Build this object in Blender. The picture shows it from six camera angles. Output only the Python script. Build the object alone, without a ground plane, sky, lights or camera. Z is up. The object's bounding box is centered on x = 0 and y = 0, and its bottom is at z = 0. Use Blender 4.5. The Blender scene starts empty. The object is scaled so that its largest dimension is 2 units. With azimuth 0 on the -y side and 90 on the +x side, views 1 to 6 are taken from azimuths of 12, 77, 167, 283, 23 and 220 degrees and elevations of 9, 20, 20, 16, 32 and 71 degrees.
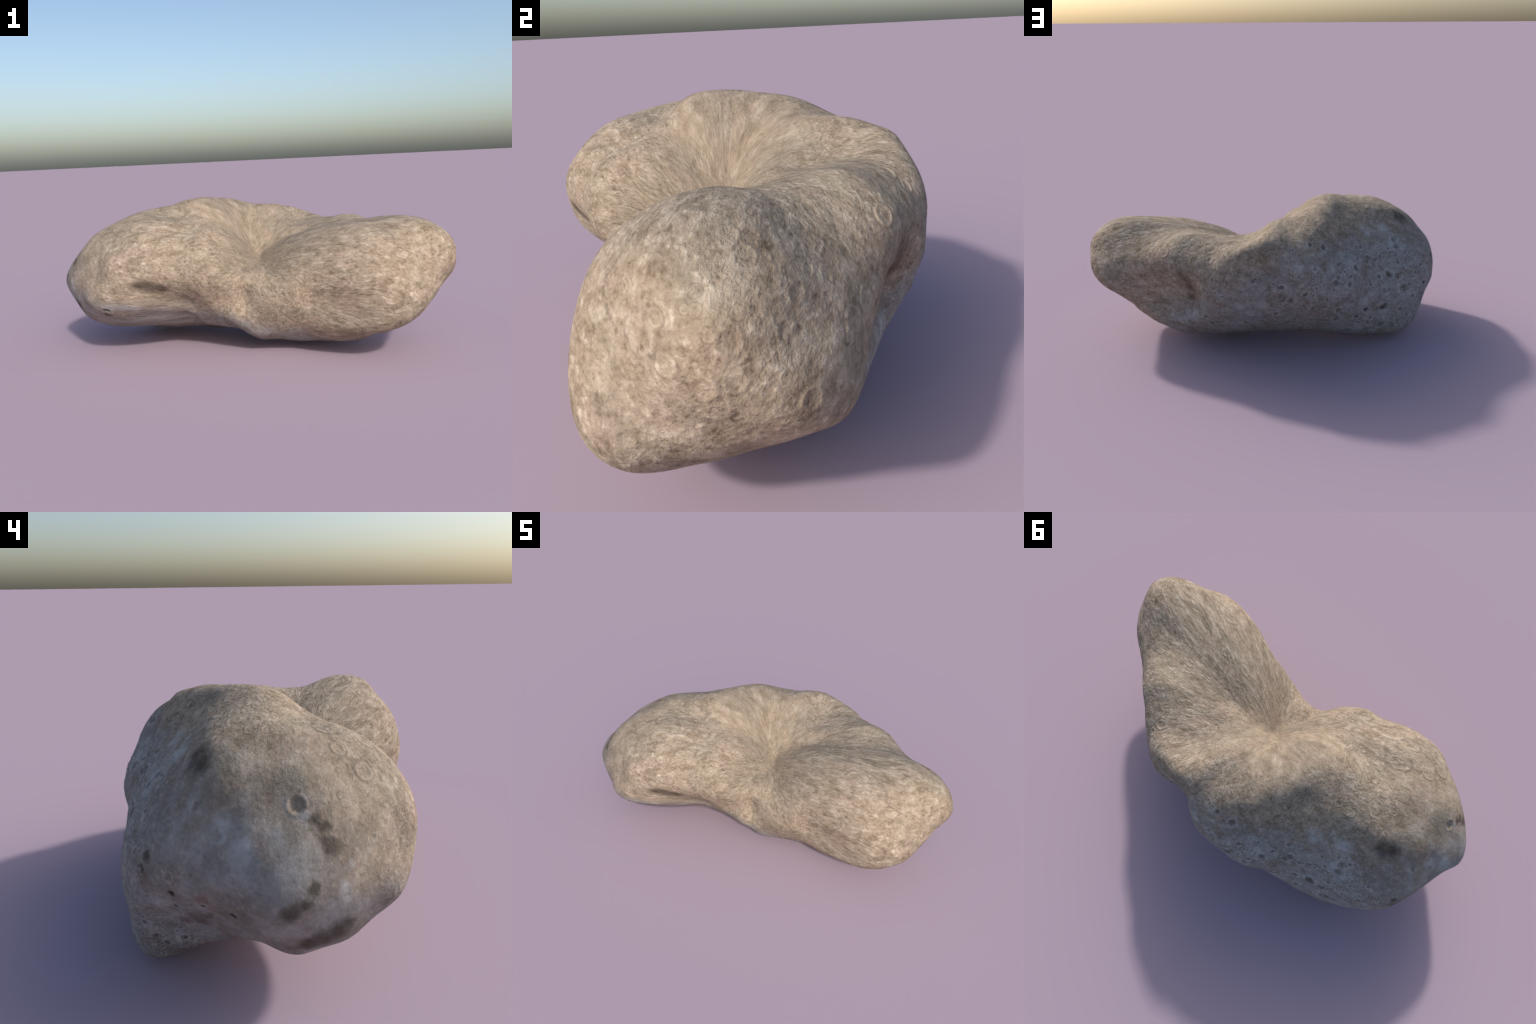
"""A lumpy two-lobed asteroid, lying on its long side.

The body is lofted through cross-section rings set round a slightly off-centre
heart: each ring (one every 7.5 degrees of view) lists how far the surface stands from the heart on its way
round, starting at the far (+y) side and turning up over the top.  On that
smooth body sit craters, pits and ring walls as real relief; the material works
in directions from the heart, so its grain stretches on the lobes as the stone's does.
"""
import bpy, bmesh, math, random
import numpy as np

HEART = np.array([0.0, 0.06, 0.30])
BELLY = np.array([1.0, 0.40, 0.31])       # half axes of the plain ellipsoid beneath
TIP_SMALL_LOBE = 0.794
TIP_LARGE_LOBE = 0.894
RINGS = {
    7.5: (0.622, 0.634, 0.664, 0.702, 0.744, 0.789, 0.838, 0.885, 0.927, 0.953, 0.961, 0.939, 0.899, 0.859, 0.823, 0.791, 0.769, 0.756, 0.740, 0.718, 0.697, 0.672, 0.639, 0.624),
    15: (0.540, 0.549, 0.587, 0.648, 0.714, 0.767, 0.819, 0.885, 0.955, 1.017, 1.029, 0.985, 0.931, 0.863, 0.797, 0.749, 0.712, 0.685, 0.668, 0.642, 0.620, 0.599, 0.577, 0.554),
    22.5: (0.499, 0.498, 0.548, 0.621, 0.693, 0.719, 0.747, 0.819, 0.956, 1.039, 1.033, 0.987, 0.957, 0.872, 0.773, 0.706, 0.654, 0.613, 0.584, 0.574, 0.547, 0.529, 0.526, 0.516),
    30: (0.507, 0.521, 0.559, 0.617, 0.664, 0.671, 0.667, 0.702, 0.858, 0.964, 0.945, 0.938, 0.959, 0.875, 0.710, 0.659, 0.592, 0.544, 0.508, 0.482, 0.463, 0.459, 0.469, 0.488),
    37.5: (0.492, 0.533, 0.566, 0.599, 0.602, 0.605, 0.553, 0.549, 0.653, 0.788, 0.851, 0.872, 0.865, 0.809, 0.638, 0.574, 0.513, 0.487, 0.441, 0.406, 0.394, 0.397, 0.411, 0.441),
    45: (0.450, 0.513, 0.554, 0.565, 0.545, 0.490, 0.439, 0.429, 0.527, 0.642, 0.723, 0.722, 0.651, 0.650, 0.569, 0.488, 0.446, 0.429, 0.387, 0.357, 0.346, 0.349, 0.366, 0.395),
    52.5: (0.408, 0.466, 0.546, 0.558, 0.482, 0.411, 0.383, 0.358, 0.430, 0.493, 0.571, 0.578, 0.538, 0.528, 0.478, 0.438, 0.397, 0.370, 0.343, 0.321, 0.311, 0.316, 0.332, 0.360),
    60: (0.380, 0.441, 0.523, 0.546, 0.431, 0.370, 0.353, 0.306, 0.330, 0.385, 0.439, 0.495, 0.507, 0.471, 0.437, 0.401, 0.354, 0.329, 0.308, 0.293, 0.288, 0.293, 0.310, 0.338),
    67.5: (0.360, 0.412, 0.473, 0.542, 0.424, 0.381, 0.329, 0.268, 0.269, 0.299, 0.345, 0.414, 0.465, 0.445, 0.413, 0.370, 0.330, 0.301, 0.283, 0.273, 0.273, 0.281, 0.298, 0.327),
    75: (0.360, 0.409, 0.443, 0.538, 0.453, 0.385, 0.313, 0.256, 0.233, 0.243, 0.292, 0.373, 0.426, 0.419, 0.401, 0.356, 0.312, 0.281, 0.265, 0.260, 0.264, 0.274, 0.293, 0.323),
    82.5: (0.366, 0.429, 0.467, 0.517, 0.480, 0.411, 0.321, 0.251, 0.208, 0.216, 0.272, 0.376, 0.388, 0.397, 0.396, 0.347, 0.296, 0.267, 0.254, 0.253, 0.261, 0.272, 0.291, 0.323),
    90: (0.377, 0.456, 0.502, 0.503, 0.469, 0.428, 0.331, 0.251, 0.216, 0.235, 0.275, 0.377, 0.361, 0.392, 0.380, 0.318, 0.281, 0.258, 0.248, 0.250, 0.261, 0.274, 0.293, 0.326),
    97.5: (0.395, 0.475, 0.510, 0.508, 0.476, 0.437, 0.346, 0.266, 0.265, 0.286, 0.299, 0.398, 0.389, 0.406, 0.354, 0.298, 0.269, 0.253, 0.248, 0.252, 0.265, 0.281, 0.301, 0.338),
    105: (0.416, 0.486, 0.505, 0.506, 0.500, 0.472, 0.402, 0.358, 0.353, 0.424, 0.446, 0.496, 0.414, 0.401, 0.343, 0.293, 0.266, 0.254, 0.252, 0.259, 0.273, 0.293, 0.317, 0.357),
    112.5: (0.440, 0.500, 0.507, 0.501, 0.523, 0.517, 0.480, 0.468, 0.440, 0.506, 0.562, 0.559, 0.458, 0.402, 0.356, 0.299, 0.270, 0.259, 0.263, 0.274, 0.291, 0.313, 0.343, 0.385),
    120: (0.470, 0.517, 0.514, 0.500, 0.520, 0.540, 0.550, 0.549, 0.520, 0.554, 0.619, 0.614, 0.477, 0.415, 0.364, 0.314, 0.280, 0.270, 0.281, 0.302, 0.321, 0.346, 0.380, 0.421),
    127.5: (0.491, 0.530, 0.525, 0.510, 0.529, 0.541, 0.584, 0.604, 0.571, 0.654, 0.728, 0.732, 0.529, 0.442, 0.394, 0.331, 0.294, 0.288, 0.307, 0.346, 0.365, 0.392, 0.431, 0.462),
    135: (0.517, 0.535, 0.540, 0.530, 0.548, 0.573, 0.616, 0.647, 0.654, 0.759, 0.820, 0.844, 0.751, 0.481, 0.403, 0.353, 0.319, 0.319, 0.342, 0.400, 0.434, 0.474, 0.503, 0.510),
    142.5: (0.568, 0.569, 0.563, 0.565, 0.585, 0.614, 0.681, 0.724, 0.771, 0.839, 0.889, 0.891, 0.895, 0.700, 0.463, 0.409, 0.371, 0.377, 0.401, 0.452, 0.523, 0.584, 0.590, 0.566),
    150: (0.633, 0.622, 0.606, 0.626, 0.652, 0.673, 0.760, 0.801, 0.844, 0.912, 0.947, 0.950, 0.935, 0.869, 0.661, 0.525, 0.478, 0.472, 0.486, 0.547, 0.666, 0.715, 0.672, 0.640),
    157.5: (0.709, 0.706, 0.710, 0.730, 0.740, 0.766, 0.816, 0.868, 0.901, 0.943, 0.992, 1.008, 0.980, 0.935, 0.852, 0.695, 0.623, 0.615, 0.655, 0.726, 0.803, 0.794, 0.742, 0.723),
    165: (0.819, 0.825, 0.834, 0.837, 0.848, 0.869, 0.898, 0.914, 0.939, 0.982, 1.019, 1.034, 1.003, 0.940, 0.869, 0.805, 0.766, 0.759, 0.774, 0.801, 0.819, 0.837, 0.827, 0.820),
    172.5: (0.894, 0.898, 0.904, 0.911, 0.919, 0.928, 0.937, 0.944, 0.953, 0.960, 0.950, 0.937, 0.912, 0.887, 0.864, 0.845, 0.830, 0.818, 0.814, 0.820, 0.829, 0.838, 0.857, 0.879),
}

GRAIN_HEART = np.array([-0.005, -0.03, 0.36])   # the texture's own centre
GREY_SIDE = (-0.26, 0.46, -0.85)                # the pitted grey side looks this way

# colours of the rock
TAN_WARM = (0.338, 0.264, 0.192)
TAN_DULL = (0.280, 0.230, 0.173)
TAN_PINK = (0.370, 0.280, 0.220)
TAN_OLIVE = (0.280, 0.244, 0.180)
GREY_DULL = (0.225, 0.198, 0.172)
GREY_PALE = (0.270, 0.262, 0.252)
GREY_BROWN = (0.205, 0.145, 0.118)
DUST_PALE = (0.400, 0.392, 0.380)
REDDISH_DARK = (0.115, 0.076, 0.060)
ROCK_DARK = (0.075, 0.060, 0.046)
PIT_PAINTED_SHADE = (0.085, 0.066, 0.050)
HOLE_PAINTED_SHADE = (0.030, 0.025, 0.020)
FLECK_LIGHT = (0.560, 0.470, 0.375)
FLECK_DARK = (0.128, 0.093, 0.062)
CREASE_BROWN = (0.090, 0.068, 0.048)

# small bowls, shade painted on floors and light on rims: (longitude, latitude, half width), in degrees seen from the heart
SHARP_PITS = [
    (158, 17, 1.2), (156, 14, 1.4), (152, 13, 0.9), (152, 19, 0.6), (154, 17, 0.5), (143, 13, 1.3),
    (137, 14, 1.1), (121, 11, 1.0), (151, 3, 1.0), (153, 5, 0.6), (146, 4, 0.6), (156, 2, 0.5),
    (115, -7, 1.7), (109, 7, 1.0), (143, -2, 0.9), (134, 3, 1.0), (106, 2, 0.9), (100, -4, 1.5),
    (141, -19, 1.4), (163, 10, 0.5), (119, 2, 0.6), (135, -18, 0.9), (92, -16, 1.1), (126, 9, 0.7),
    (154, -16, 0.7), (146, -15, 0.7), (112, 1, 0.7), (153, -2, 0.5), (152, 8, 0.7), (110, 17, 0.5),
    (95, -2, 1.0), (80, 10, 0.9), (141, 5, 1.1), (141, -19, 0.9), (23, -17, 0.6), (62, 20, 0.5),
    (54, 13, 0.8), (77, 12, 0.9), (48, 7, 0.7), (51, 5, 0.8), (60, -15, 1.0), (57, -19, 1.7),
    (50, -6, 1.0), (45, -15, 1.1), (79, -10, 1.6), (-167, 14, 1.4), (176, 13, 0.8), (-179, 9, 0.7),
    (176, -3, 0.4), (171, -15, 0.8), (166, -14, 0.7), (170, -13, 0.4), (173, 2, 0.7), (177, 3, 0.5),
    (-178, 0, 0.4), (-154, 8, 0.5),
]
# deeper holes, their inner shadow coloured nearly black: (longitude, latitude, half width), in degrees seen from the heart
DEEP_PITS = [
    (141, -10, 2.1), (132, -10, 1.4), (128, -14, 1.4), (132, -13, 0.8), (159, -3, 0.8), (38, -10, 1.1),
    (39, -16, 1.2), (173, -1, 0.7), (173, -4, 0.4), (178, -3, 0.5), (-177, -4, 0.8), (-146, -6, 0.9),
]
# shallow craters that show as a thin raised ring: (longitude, latitude, half width), in degrees seen from the heart
RING_WALLS = [
    (-153, 19, 1.7), (-146, 27, 2.4), (-141, 30, 3.1), (-133, 26, 2.2), (-136, 20, 1.6), (-151, 22, 0.7),
    (-157, 31, 2.3), (-152, 50, 1.8), (-146, 49, 1.7), (-147, 46, 1.3), (-117, 20, 1.2), (-102, 2, 2.1),
    (-131, 11, 1.4), (-125, 34, 1.5), (-127, 41, 1.8), (-124, 45, 1.6), (-113, 39, 2.0), (-111, 28, 1.7),
    (-19, 10, 1.7), (-16, 8, 1.0), (-17, 12, 0.8), (-22, 14, 0.8), (-13, 13, 0.5), (-40, 3, 1.5),
    (-36, 5, 1.4), (-26, 23, 1.8), (-30, 26, 1.9), (64, 50, 2.0), (64, 36, 1.4), (51, 32, 1.7),
    (102, 71, 2.5), (-29, 13, 0.8), (-26, 11, 1.4), (-10, 19, 1.1), (-11, 22, 0.6), (-14, 13, 0.4),
    (-10, 7, 1.0), (-10, 8, 0.5), (-12, 11, 0.5), (-8, 17, 0.8), (3, 7, 0.9), (-157, 24, 1.4),
    (-177, 29, 1.3), (-173, 29, 1.0), (-178, 32, 0.6), (169, 35, 1.4), (-171, 37, 1.3), (167, 39, 1.3),
    (20, 19, 1.9), (41, 27, 2.0), (43, 22, 1.7), (8, 9, 1.5), (4, 8, 1.5), (31, 22, 1.0),
    (31, 20, 0.9), (77, 23, 1.0), (80, 26, 1.0), (91, 24, 1.3), (150, 26, 1.5), (159, 23, 1.0),
    (103, 30, 0.9), (115, 12, 2.5), (155, 6, 0.7),
]
# dark brown patches, the first two a shadow baked into the colour: (longitude, latitude, half width), in degrees seen from the heart
DARK_PATCHES = [
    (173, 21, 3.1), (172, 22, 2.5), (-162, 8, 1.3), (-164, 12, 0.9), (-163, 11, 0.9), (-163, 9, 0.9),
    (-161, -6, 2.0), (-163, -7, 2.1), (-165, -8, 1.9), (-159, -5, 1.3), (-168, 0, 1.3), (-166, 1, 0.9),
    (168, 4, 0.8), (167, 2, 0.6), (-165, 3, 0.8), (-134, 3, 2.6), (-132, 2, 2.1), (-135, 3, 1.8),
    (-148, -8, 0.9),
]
# reddish brown patches: (longitude, latitude, half width), in degrees seen from the heart
REDDISH_PATCHES = [
    (31, 6, 3.1), (31, 10, 2.9), (27, -2, 1.9), (29, 12, 2.4), (176, -7, 1.9), (173, -9, 1.2),
    (178, -6, 0.9), (82, 4, 2.8),
]
# patches of pale grey dust: (longitude, latitude, half width), in degrees seen from the heart
PALE_STAINS = [
    (-160, 2, 1.1), (-159, 5, 0.8), (-160, 0, 0.9), (-179, 11, 1.4), (-166, 12, 0.8), (-179, 9, 1.0),
    (-175, 8, 1.6), (-142, -6, 1.7), (-144, -5, 1.2), (-141, -7, 1.4), (91, 21, 2.4), (100, 19, 2.9),
    (110, 17, 2.5), (123, 17, 2.8), (151, 27, 3.1), (161, 23, 2.6), (156, 16, 2.7), (142, -12, 1.6),
    (130, -5, 3.0), (134, -2, 2.4), (30, -11, 3.3), (23, -15, 2.2), (58, -2, 3.0), (71, -3, 3.3),
    (62, -9, 2.8),
]
# one long crack across the small lobe: (longitude, latitude) of its bends
CRACK = [(-22, 24), (-22, 23), (-23, 20), (-24, 17), (-26, 14), (-25, 12), (-22, 9)]
STATIONS, AROUND = 24, 24


def plain(d):
    return 1.0 / np.sqrt(((d / BELLY) ** 2).sum(-1))


def control_net():
    """Radii relative to the ellipsoid, padded past the tips and round the back."""
    net = np.zeros((STATIONS + 1, AROUND))
    net[0], net[-1] = TIP_SMALL_LOBE, TIP_LARGE_LOBE
    for a in range(1, STATIONS):
        net[a] = RINGS[a * 7.5]
    al = np.radians(np.arange(STATIONS + 1) * 7.5)[:, None]
    th = (np.arange(AROUND) * 2 * np.pi / AROUND)[None]
    d = np.stack([np.cos(al) + 0 * th, np.sin(al) * np.cos(th), np.sin(al) * np.sin(th)], -1)
    return net / plain(d)


def cubic(t):
    return np.stack([-0.5*t + t*t - 0.5*t**3, 1 - 2.5*t*t + 1.5*t**3,
                     0.5*t + 2*t*t - 1.5*t**3, -0.5*t*t + 0.5*t**3], -1)


def body_radius(d):
    net = control_net()
    half = AROUND // 2
    rows = np.concatenate([np.roll(net[1:2], half, 1), net, np.roll(net[-2:-1], half, 1)])
    a = np.arccos(np.clip(d[:, 0], -1, 1)) / np.pi * STATIONS
    t = (np.arctan2(d[:, 2], d[:, 1]) % (2 * np.pi)) / (2 * np.pi) * AROUND
    ia = np.clip(np.floor(a).astype(int), 0, STATIONS - 1)
    it = np.floor(t).astype(int)
    wa, wt = cubic(a - ia), cubic(t - it)
    r = np.zeros(len(d))
    for i in range(4):
        for j in range(4):
            r += wa[:, i] * wt[:, j] * rows[ia + i, (it + j - 1) % AROUND]
    return r * plain(d)


def smoothstep(e0, e1, x):
    t = np.clip((x - e0) / (e1 - e0), 0, 1)
    return t * t * (3 - 2 * t)


def ball_directions(levels):
    bm = bmesh.new()
    bmesh.ops.create_icosphere(bm, subdivisions=levels, radius=1.0)
    me = bpy.data.meshes.new("asteroid")
    bm.to_mesh(me)
    bm.free()
    co = np.empty(len(me.vertices) * 3, np.float32)
    me.vertices.foreach_get("co", co)
    d = co.reshape(-1, 3).astype(float)
    return me, d / np.linalg.norm(d, axis=1)[:, None]


def toward(lon, lat):
    lo, la = math.radians(lon), math.radians(lat)
    return (math.cos(la) * math.cos(lo), math.cos(la) * math.sin(lo), math.sin(la))


# ------------------------------------------------------------------ relief
def bowl(t):
    """Crater profile: floor at t=0, raised lip at t=1, gone by t=1.7."""
    return np.where(t < 1, -(1 - t * t), 0) + 0.25 * np.exp(-((t - 1.08) / 0.22) ** 2)


def ring_wall(t):
    return 0.9 * np.exp(-((t - 1.0) / 0.17) ** 2) - 0.8 * smoothstep(1.0, 0.5, t) \
        - 0.5 * np.exp(-((t - 1.32) / 0.14) ** 2)


def stamp(look, radius, height, marks, profile, depth):
    for lon, lat, half in marks:
        c = np.array(toward(lon, lat))
        rho = math.radians(half)
        near = np.nonzero(look @ c > math.cos(rho * 2.2))[0]
        t = np.linalg.norm(look[near] - c, axis=1) / rho
        height[near] += profile(t) * depth * rho * radius[near]


def scatter(rng, count, smallest, largest, middle, spread):
    """Random craters round a middle direction, many small and few large."""
    out = []
    mid = np.array(toward(*middle))
    while len(out) < count:
        v = rng.normal(size=3)
        v /= np.linalg.norm(v)
        if v @ mid < math.cos(math.radians(spread)):
            continue
        half = smallest * (largest / smallest) ** (rng.random() ** 2.2)
        out.append((math.degrees(math.atan2(v[1], v[0])), math.degrees(math.asin(v[2])), half))
    return out


def along(bends, half):
    """Beads of one width strung along a line of bends."""
    out = []
    for (lo, la), (lo2, la2) in zip(bends, bends[1:]):
        n = max(1, round(math.hypot(lo2 - lo, la2 - la) / (1.6 * half)))
        out += [(lo + (lo2 - lo) * i / n, la + (la2 - la) * i / n, half) for i in range(n)]
    return out


rng = np.random.default_rng(7)
CRACK_BEADS = along(CRACK, 0.42)
SHARP_PITS = SHARP_PITS + scatter(rng, 150, 0.45, 2.0, (105, -14), 50)
mesh, dirs = ball_directions(9)
r = body_radius(dirs)
pos = HEART + dirs * r[:, None]
look = pos - GRAIN_HEART
far = np.linalg.norm(look, axis=1)
look /= far[:, None]
height = np.zeros(len(pos))
stamp(look, far, height, SHARP_PITS, bowl, 0.32)
stamp(look, far, height, DEEP_PITS, bowl, 0.40)
stamp(look, far, height, RING_WALLS, ring_wall, 0.09)
stamp(look, far, height, scatter(rng, 60, 0.4, 1.2, (-60, 30), 100), ring_wall, 0.05)
stamp(look, far, height, scatter(rng, 26, 3.0, 7.0, (105, -15), 60), bowl, 0.11)
stamp(look, far, height, scatter(rng, 55, 0.6, 1.3, (-14, 10), 16), ring_wall, 0.12)
stamp(look, far, height, CRACK_BEADS, lambda t: -np.exp(-t * t * 1.5), 0.2)
pos += dirs * height[:, None]
mesh.vertices.foreach_set("co", pos.astype(np.float32).ravel())
mesh.update()
mesh.shade_smooth()


# ---------------------------------------------------------------- material
class Nodes:
    """Small helper: every call adds one node and hands back its output."""

    def __init__(self, mat):
        self.tree = mat.node_tree

    def link(self, socket, value):
        if isinstance(value, bpy.types.NodeSocket):
            self.tree.links.new(value, socket)
        elif isinstance(value, (tuple, list)) and socket.type == "RGBA" and len(value) == 3:
            socket.default_value = (*value, 1)
        else:
            socket.default_value = value

    def math(self, op, a, b=0.0, c=0.0, clamp=False):
        n = self.tree.nodes.new("ShaderNodeMath")
        n.operation, n.use_clamp = op, clamp
        for s, v in zip(n.inputs, (a, b, c)):
            self.link(s, v)
        return n.outputs[0]

    def vec(self, op, a, b=(0, 0, 0), out=0):
        n = self.tree.nodes.new("ShaderNodeVectorMath")
        n.operation = op
        self.link(n.inputs[0], a)
        self.link(n.inputs[3 if op == "SCALE" else 1], b)
        return n.outputs[out]

    def noise(self, at, scale, detail=4.0, rough=0.6, distort=0.0, color=False):
        n = self.tree.nodes.new("ShaderNodeTexNoise")
        self.link(n.inputs["Vector"], at)
        n.inputs["Scale"].default_value = scale
        n.inputs["Detail"].default_value = detail
        n.inputs["Roughness"].default_value = rough
        n.inputs["Distortion"].default_value = distort
        return n.outputs["Color" if color else "Fac"]

    def cells(self, at, scale, out="Distance"):
        n = self.tree.nodes.new("ShaderNodeTexVoronoi")
        self.link(n.inputs["Vector"], at)
        n.inputs["Scale"].default_value = scale
        return n.outputs[out]

    def step(self, x, lo, hi, to_lo=0.0, to_hi=1.0):
        n = self.tree.nodes.new("ShaderNodeMapRange")
        n.interpolation_type = "SMOOTHSTEP"
        for s, v in zip(n.inputs, (x, lo, hi, to_lo, to_hi)):
            self.link(s, v)
        return n.outputs[0]

    def mix(self, fac, a, b, blend="MIX"):
        n = self.tree.nodes.new("ShaderNodeMix")
        n.data_type, n.blend_type = "RGBA", blend
        self.link(n.inputs[0], fac)
        self.link(n.inputs[6], a)
        self.link(n.inputs[7], b)
        return n.outputs[2]

    def nearest(self, at, marks):
        """Distance to the nearest mark, in units of that mark's own half width."""
        best = None
        for lon, lat, half in marks:
            d = self.vec("DISTANCE", at, toward(lon, lat), out=1)
            t = self.math("MULTIPLY", d, 1 / math.radians(half))
            best = t if best is None else self.math("MINIMUM", best, t)
        return best

    def bell(self, t, middle, width):
        x = self.math("DIVIDE", self.math("SUBTRACT", t, middle), width)
        return self.math("EXPONENT", self.math("MULTIPLY", self.math("MULTIPLY", x, x), -1.0))


def rock_material():
    mat = bpy.data.materials.new("asteroid_rock")
    mat.use_nodes = True
    k = Nodes(mat)
    bsdf = k.tree.nodes["Principled BSDF"]
    coord = k.tree.nodes.new("ShaderNodeTexCoord").outputs["Object"]
    look = k.vec("NORMALIZE", k.vec("SUBTRACT", coord, tuple(GRAIN_HEART)))
    wobble = k.vec("SUBTRACT", k.noise(look, 38, 2, color=True), (0.5, 0.5, 0.5))
    wavy = k.vec("ADD", look, k.vec("SCALE", wobble, 0.010))
    soft = k.vec("ADD", look, k.vec("SCALE", wobble, 0.034))

    # where the pitted grey rock takes over from the smooth tan rock
    side = k.vec("DOT_PRODUCT", look, GREY_SIDE, out=1)
    side = k.math("ADD", side, k.math("MULTIPLY", k.math("SUBTRACT", k.noise(look, 5, 4), 0.5), 0.45))
    grey = k.step(side, -0.10, 0.16)
    tan = k.math("SUBTRACT", 1.0, grey)

    broad = k.noise(look, 3.2, 5, 0.6)
    patch = k.noise(k.vec("ADD", look, (3.1, 1.7, 8.2)), 8, 4, 0.6)
    mottle = k.noise(k.vec("ADD", look, (7.3, 2.9, 4.4)), 26, 5, 0.66)
    grain = k.noise(k.vec("ADD", look, (1.3, 9.9, 0.4)), 75, 4, 0.68)

    # tan rock
    c = k.mix(k.step(broad, 0.36, 0.64), TAN_DULL, TAN_WARM)
    c = k.mix(k.step(patch, 0.50, 0.72, 0, 0.75), c, TAN_PINK)
    c = k.mix(k.step(k.noise(k.vec("ADD", look, (5, 5, 1)), 6, 4), 0.52, 0.72, 0, 0.7), c, TAN_OLIVE)
    # grey rock
    g = k.mix(k.step(broad, 0.38, 0.62), GREY_DULL, GREY_PALE)
    g = k.mix(k.step(patch, 0.52, 0.70, 0, 0.7), g, GREY_BROWN)
    c = k.mix(grey, c, g)

    # cloudy blotches, then grain: light and dark flecks
    cloud = k.noise(k.vec("ADD", look, (9.1, 0.7, 5.5)), 12, 3, 0.55)
    c = k.mix(k.step(cloud, 0.50, 0.30, 0, 0.40), c, FLECK_DARK)
    c = k.mix(k.step(cloud, 0.50, 0.70, 0, 0.34), c, k.mix(grey, FLECK_LIGHT, DUST_PALE))
    # streaks that run in to the pole of the grain, in the funnel on top
    level = k.vec("NORMALIZE", k.vec("MULTIPLY", look, (1, 1, 0)))
    spun = k.vec("ADD", level, k.vec("MULTIPLY", look, (0, 0, 0.5)))
    streak = k.noise(spun, 22, 4, 0.65)
    funnel = k.step(k.vec("DOT_PRODUCT", look, (0, 0, 1), out=1), 0.66, 0.93)
    c = k.mix(k.math("MULTIPLY", funnel, k.step(streak, 0.50, 0.28, 0, 0.34)), c, FLECK_DARK)
    c = k.mix(k.math("MULTIPLY", funnel, k.step(streak, 0.50, 0.72, 0, 0.28)), c, FLECK_LIGHT)
    fleck = k.math("ADD", k.math("MULTIPLY", k.math("SUBTRACT", mottle, 0.5), 1.3),
                   k.math("MULTIPLY", k.math("SUBTRACT", grain, 0.5), 1.4))
    end = k.step(k.vec("DOT_PRODUCT", look, (-0.98, -0.17, 0.1), out=1), 0.86, 0.97, 1.0, 0.6)
    calm = k.math("MULTIPLY", k.step(grey, 0, 1, 1.0, 0.75), end)
    c = k.mix(k.math("MULTIPLY", k.step(fleck, 0.04, -0.52), k.math("MULTIPLY", calm, k.step(funnel, 0, 1, 1, 0.35))), c, FLECK_DARK)
    c = k.mix(k.math("MULTIPLY", k.step(fleck, -0.02, 0.54), k.math("MULTIPLY", calm, k.step(funnel, 0, 1, 1, 0.35))), c, FLECK_LIGHT)

    # coloured patches, edges broken up by the wobble
    stain = k.nearest(soft, PALE_STAINS)
    c = k.mix(k.math("MULTIPLY", k.step(stain, 1.7, 0.2), k.step(mottle, 0.3, 0.65, 0.30, 0.90)), c, DUST_PALE)
    stain = k.nearest(soft, REDDISH_PATCHES)
    c = k.mix(k.math("MULTIPLY", k.step(stain, 1.7, 0.3), k.step(mottle, 0.25, 0.6, 0.9, 0.65)), c, REDDISH_DARK)
    stain = k.nearest(soft, DARK_PATCHES)
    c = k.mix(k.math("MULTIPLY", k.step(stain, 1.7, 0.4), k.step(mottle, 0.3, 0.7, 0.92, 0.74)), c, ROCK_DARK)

    # craters: rings on the tan rock, bowls on the grey
    ring = k.nearest(wavy, RING_WALLS)
    line = k.math("MULTIPLY", k.bell(ring, 1.30, 0.16), k.step(mottle, 0.40, 0.58))  # wall's shadow line tinted outside the ring, lit edge lightened inside
    c = k.mix(k.math("MULTIPLY", line, 0.34), c, CREASE_BROWN)
    c = k.mix(k.math("MULTIPLY", k.bell(ring, 0.92, 0.20), 0.18), c, FLECK_LIGHT)

    crack = k.nearest(wavy, CRACK_BEADS)
    c = k.mix(k.step(crack, 1.2, 0.4, 0, 0.38), c, CREASE_BROWN)

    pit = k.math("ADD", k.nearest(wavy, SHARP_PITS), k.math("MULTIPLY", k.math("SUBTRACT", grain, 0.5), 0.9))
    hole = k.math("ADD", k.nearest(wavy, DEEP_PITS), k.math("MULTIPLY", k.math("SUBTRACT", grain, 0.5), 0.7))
    lip = k.math("MAXIMUM", k.bell(pit, 1.25, 0.30), k.math("MULTIPLY", k.bell(hole, 1.25, 0.22), 0.8))
    lip = k.math("MULTIPLY", lip, k.step(mottle, 0.38, 0.62, 0.1, 1.0))
    c = k.mix(k.math("MULTIPLY", lip, k.step(end, 0.6, 1.0, 0.35, 0.80)), c, DUST_PALE)  # sunlit crater rim lightened in the base colour
    c = k.mix(k.math("MULTIPLY", k.step(pit, 1.20, 0.25, 0, 0.64), k.step(end, 0.6, 1.0, 0.45, 1.0)), c, PIT_PAINTED_SHADE)
    c = k.mix(k.step(hole, 1.15, 0.35, 0, 0.88), c, HOLE_PAINTED_SHADE)

    # countless smaller ones: pits on grey, faint rings on tan, with relief shading drawn in colour
    away = k.step(k.vec("DOT_PRODUCT", look, (-0.98, -0.17, 0.1), out=1), 0.97, 0.86)   # few on the far end
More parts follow.
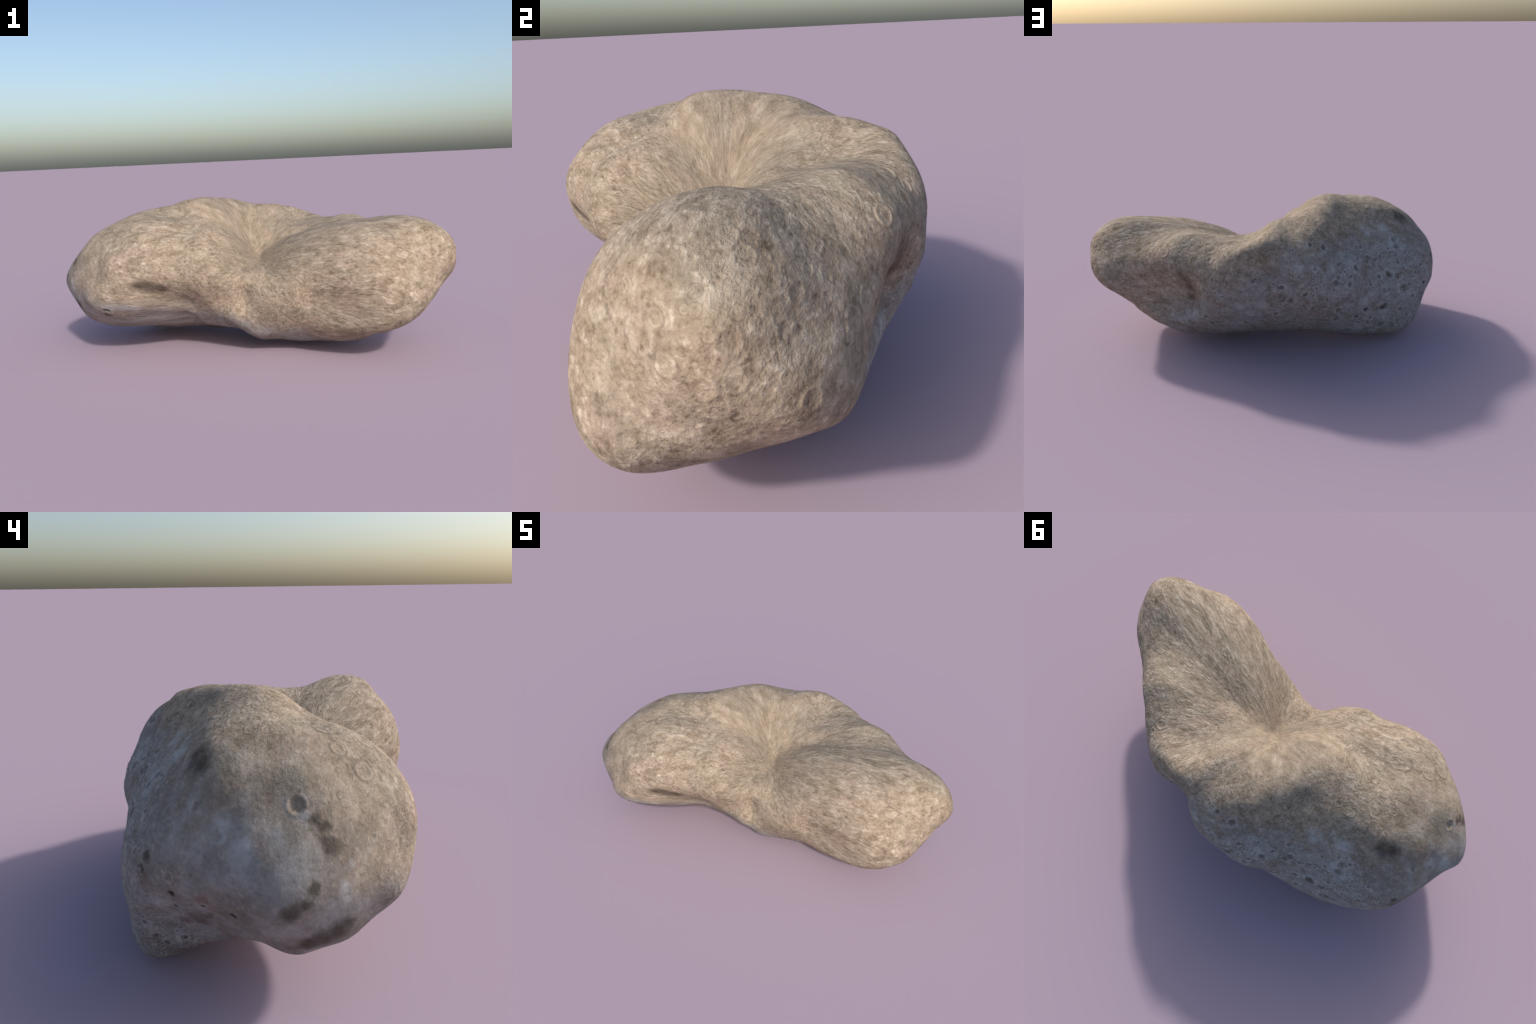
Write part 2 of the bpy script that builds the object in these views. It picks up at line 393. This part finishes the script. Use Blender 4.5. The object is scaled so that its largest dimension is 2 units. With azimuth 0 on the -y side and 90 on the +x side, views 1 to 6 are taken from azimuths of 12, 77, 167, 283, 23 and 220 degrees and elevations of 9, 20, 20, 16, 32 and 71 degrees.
    relief = k.math("ADD", k.math("MULTIPLY", mottle, k.step(grey, 0, 1, 0.021, 0.013)), k.math("MULTIPLY", grain, 0.0055))
    relief = k.math("MULTIPLY", relief, k.math("ADD", 0.45, k.math("MULTIPLY", away, 0.55)))
    where = k.noise(k.vec("ADD", look, (4, 3, 3)), 6, 2)
    for scale, wide, seed, lo in ((22, 0.25, 3.0, 0.43), (40, 0.27, 6.0, 0.36)):
        t = k.math("DIVIDE", k.cells(k.vec("ADD", wavy, (seed, seed * 0.7, 1.0)), scale), wide)
        t = k.math("ADD", t, k.math("MULTIPLY", k.math("SUBTRACT", grain, 0.5), 0.7))
        some = k.step(where, lo, lo + 0.16)
        pits = k.math("MULTIPLY", k.math("MULTIPLY", some, grey), away)
        c = k.mix(k.math("MULTIPLY", pits, k.math("MULTIPLY", k.bell(t, 1.2, 0.28), 0.48)), c, DUST_PALE)
        c = k.mix(k.math("MULTIPLY", pits, k.step(t, 1.1, 0.3, 0, 0.62)), c, ROCK_DARK)
        rims = k.math("MULTIPLY", k.math("MULTIPLY", k.bell(t, 1.0, 0.15), some), tan)
        c = k.mix(k.math("MULTIPLY", rims, 0.22), c, CREASE_BROWN)
        dip = k.math("ADD", k.math("MULTIPLY", k.step(t, 1.1, 0.2), pits), k.math("MULTIPLY", rims, 0.35))
        relief = k.math("SUBTRACT", relief, k.math("MULTIPLY", dip, 0.09 / scale))

    bump = k.tree.nodes.new("ShaderNodeBump")
    bump.inputs["Strength"].default_value = 0.55
    bump.inputs["Distance"].default_value = 1.0
    k.link(bump.inputs["Height"], relief)
    k.link(bsdf.inputs["Normal"], bump.outputs[0])
    k.link(bsdf.inputs["Base Color"], c)
    bsdf.inputs["Roughness"].default_value = 0.95
    bsdf.inputs["Specular IOR Level"].default_value = 0.15
    return mat


mesh.materials.append(rock_material())
asteroid = bpy.data.objects.new("asteroid", mesh)
bpy.context.scene.collection.objects.link(asteroid)
asteroid["label"] = "lumpy two-lobed tan and grey asteroid with a cratered surface"
asteroid["category"] = "asteroid"
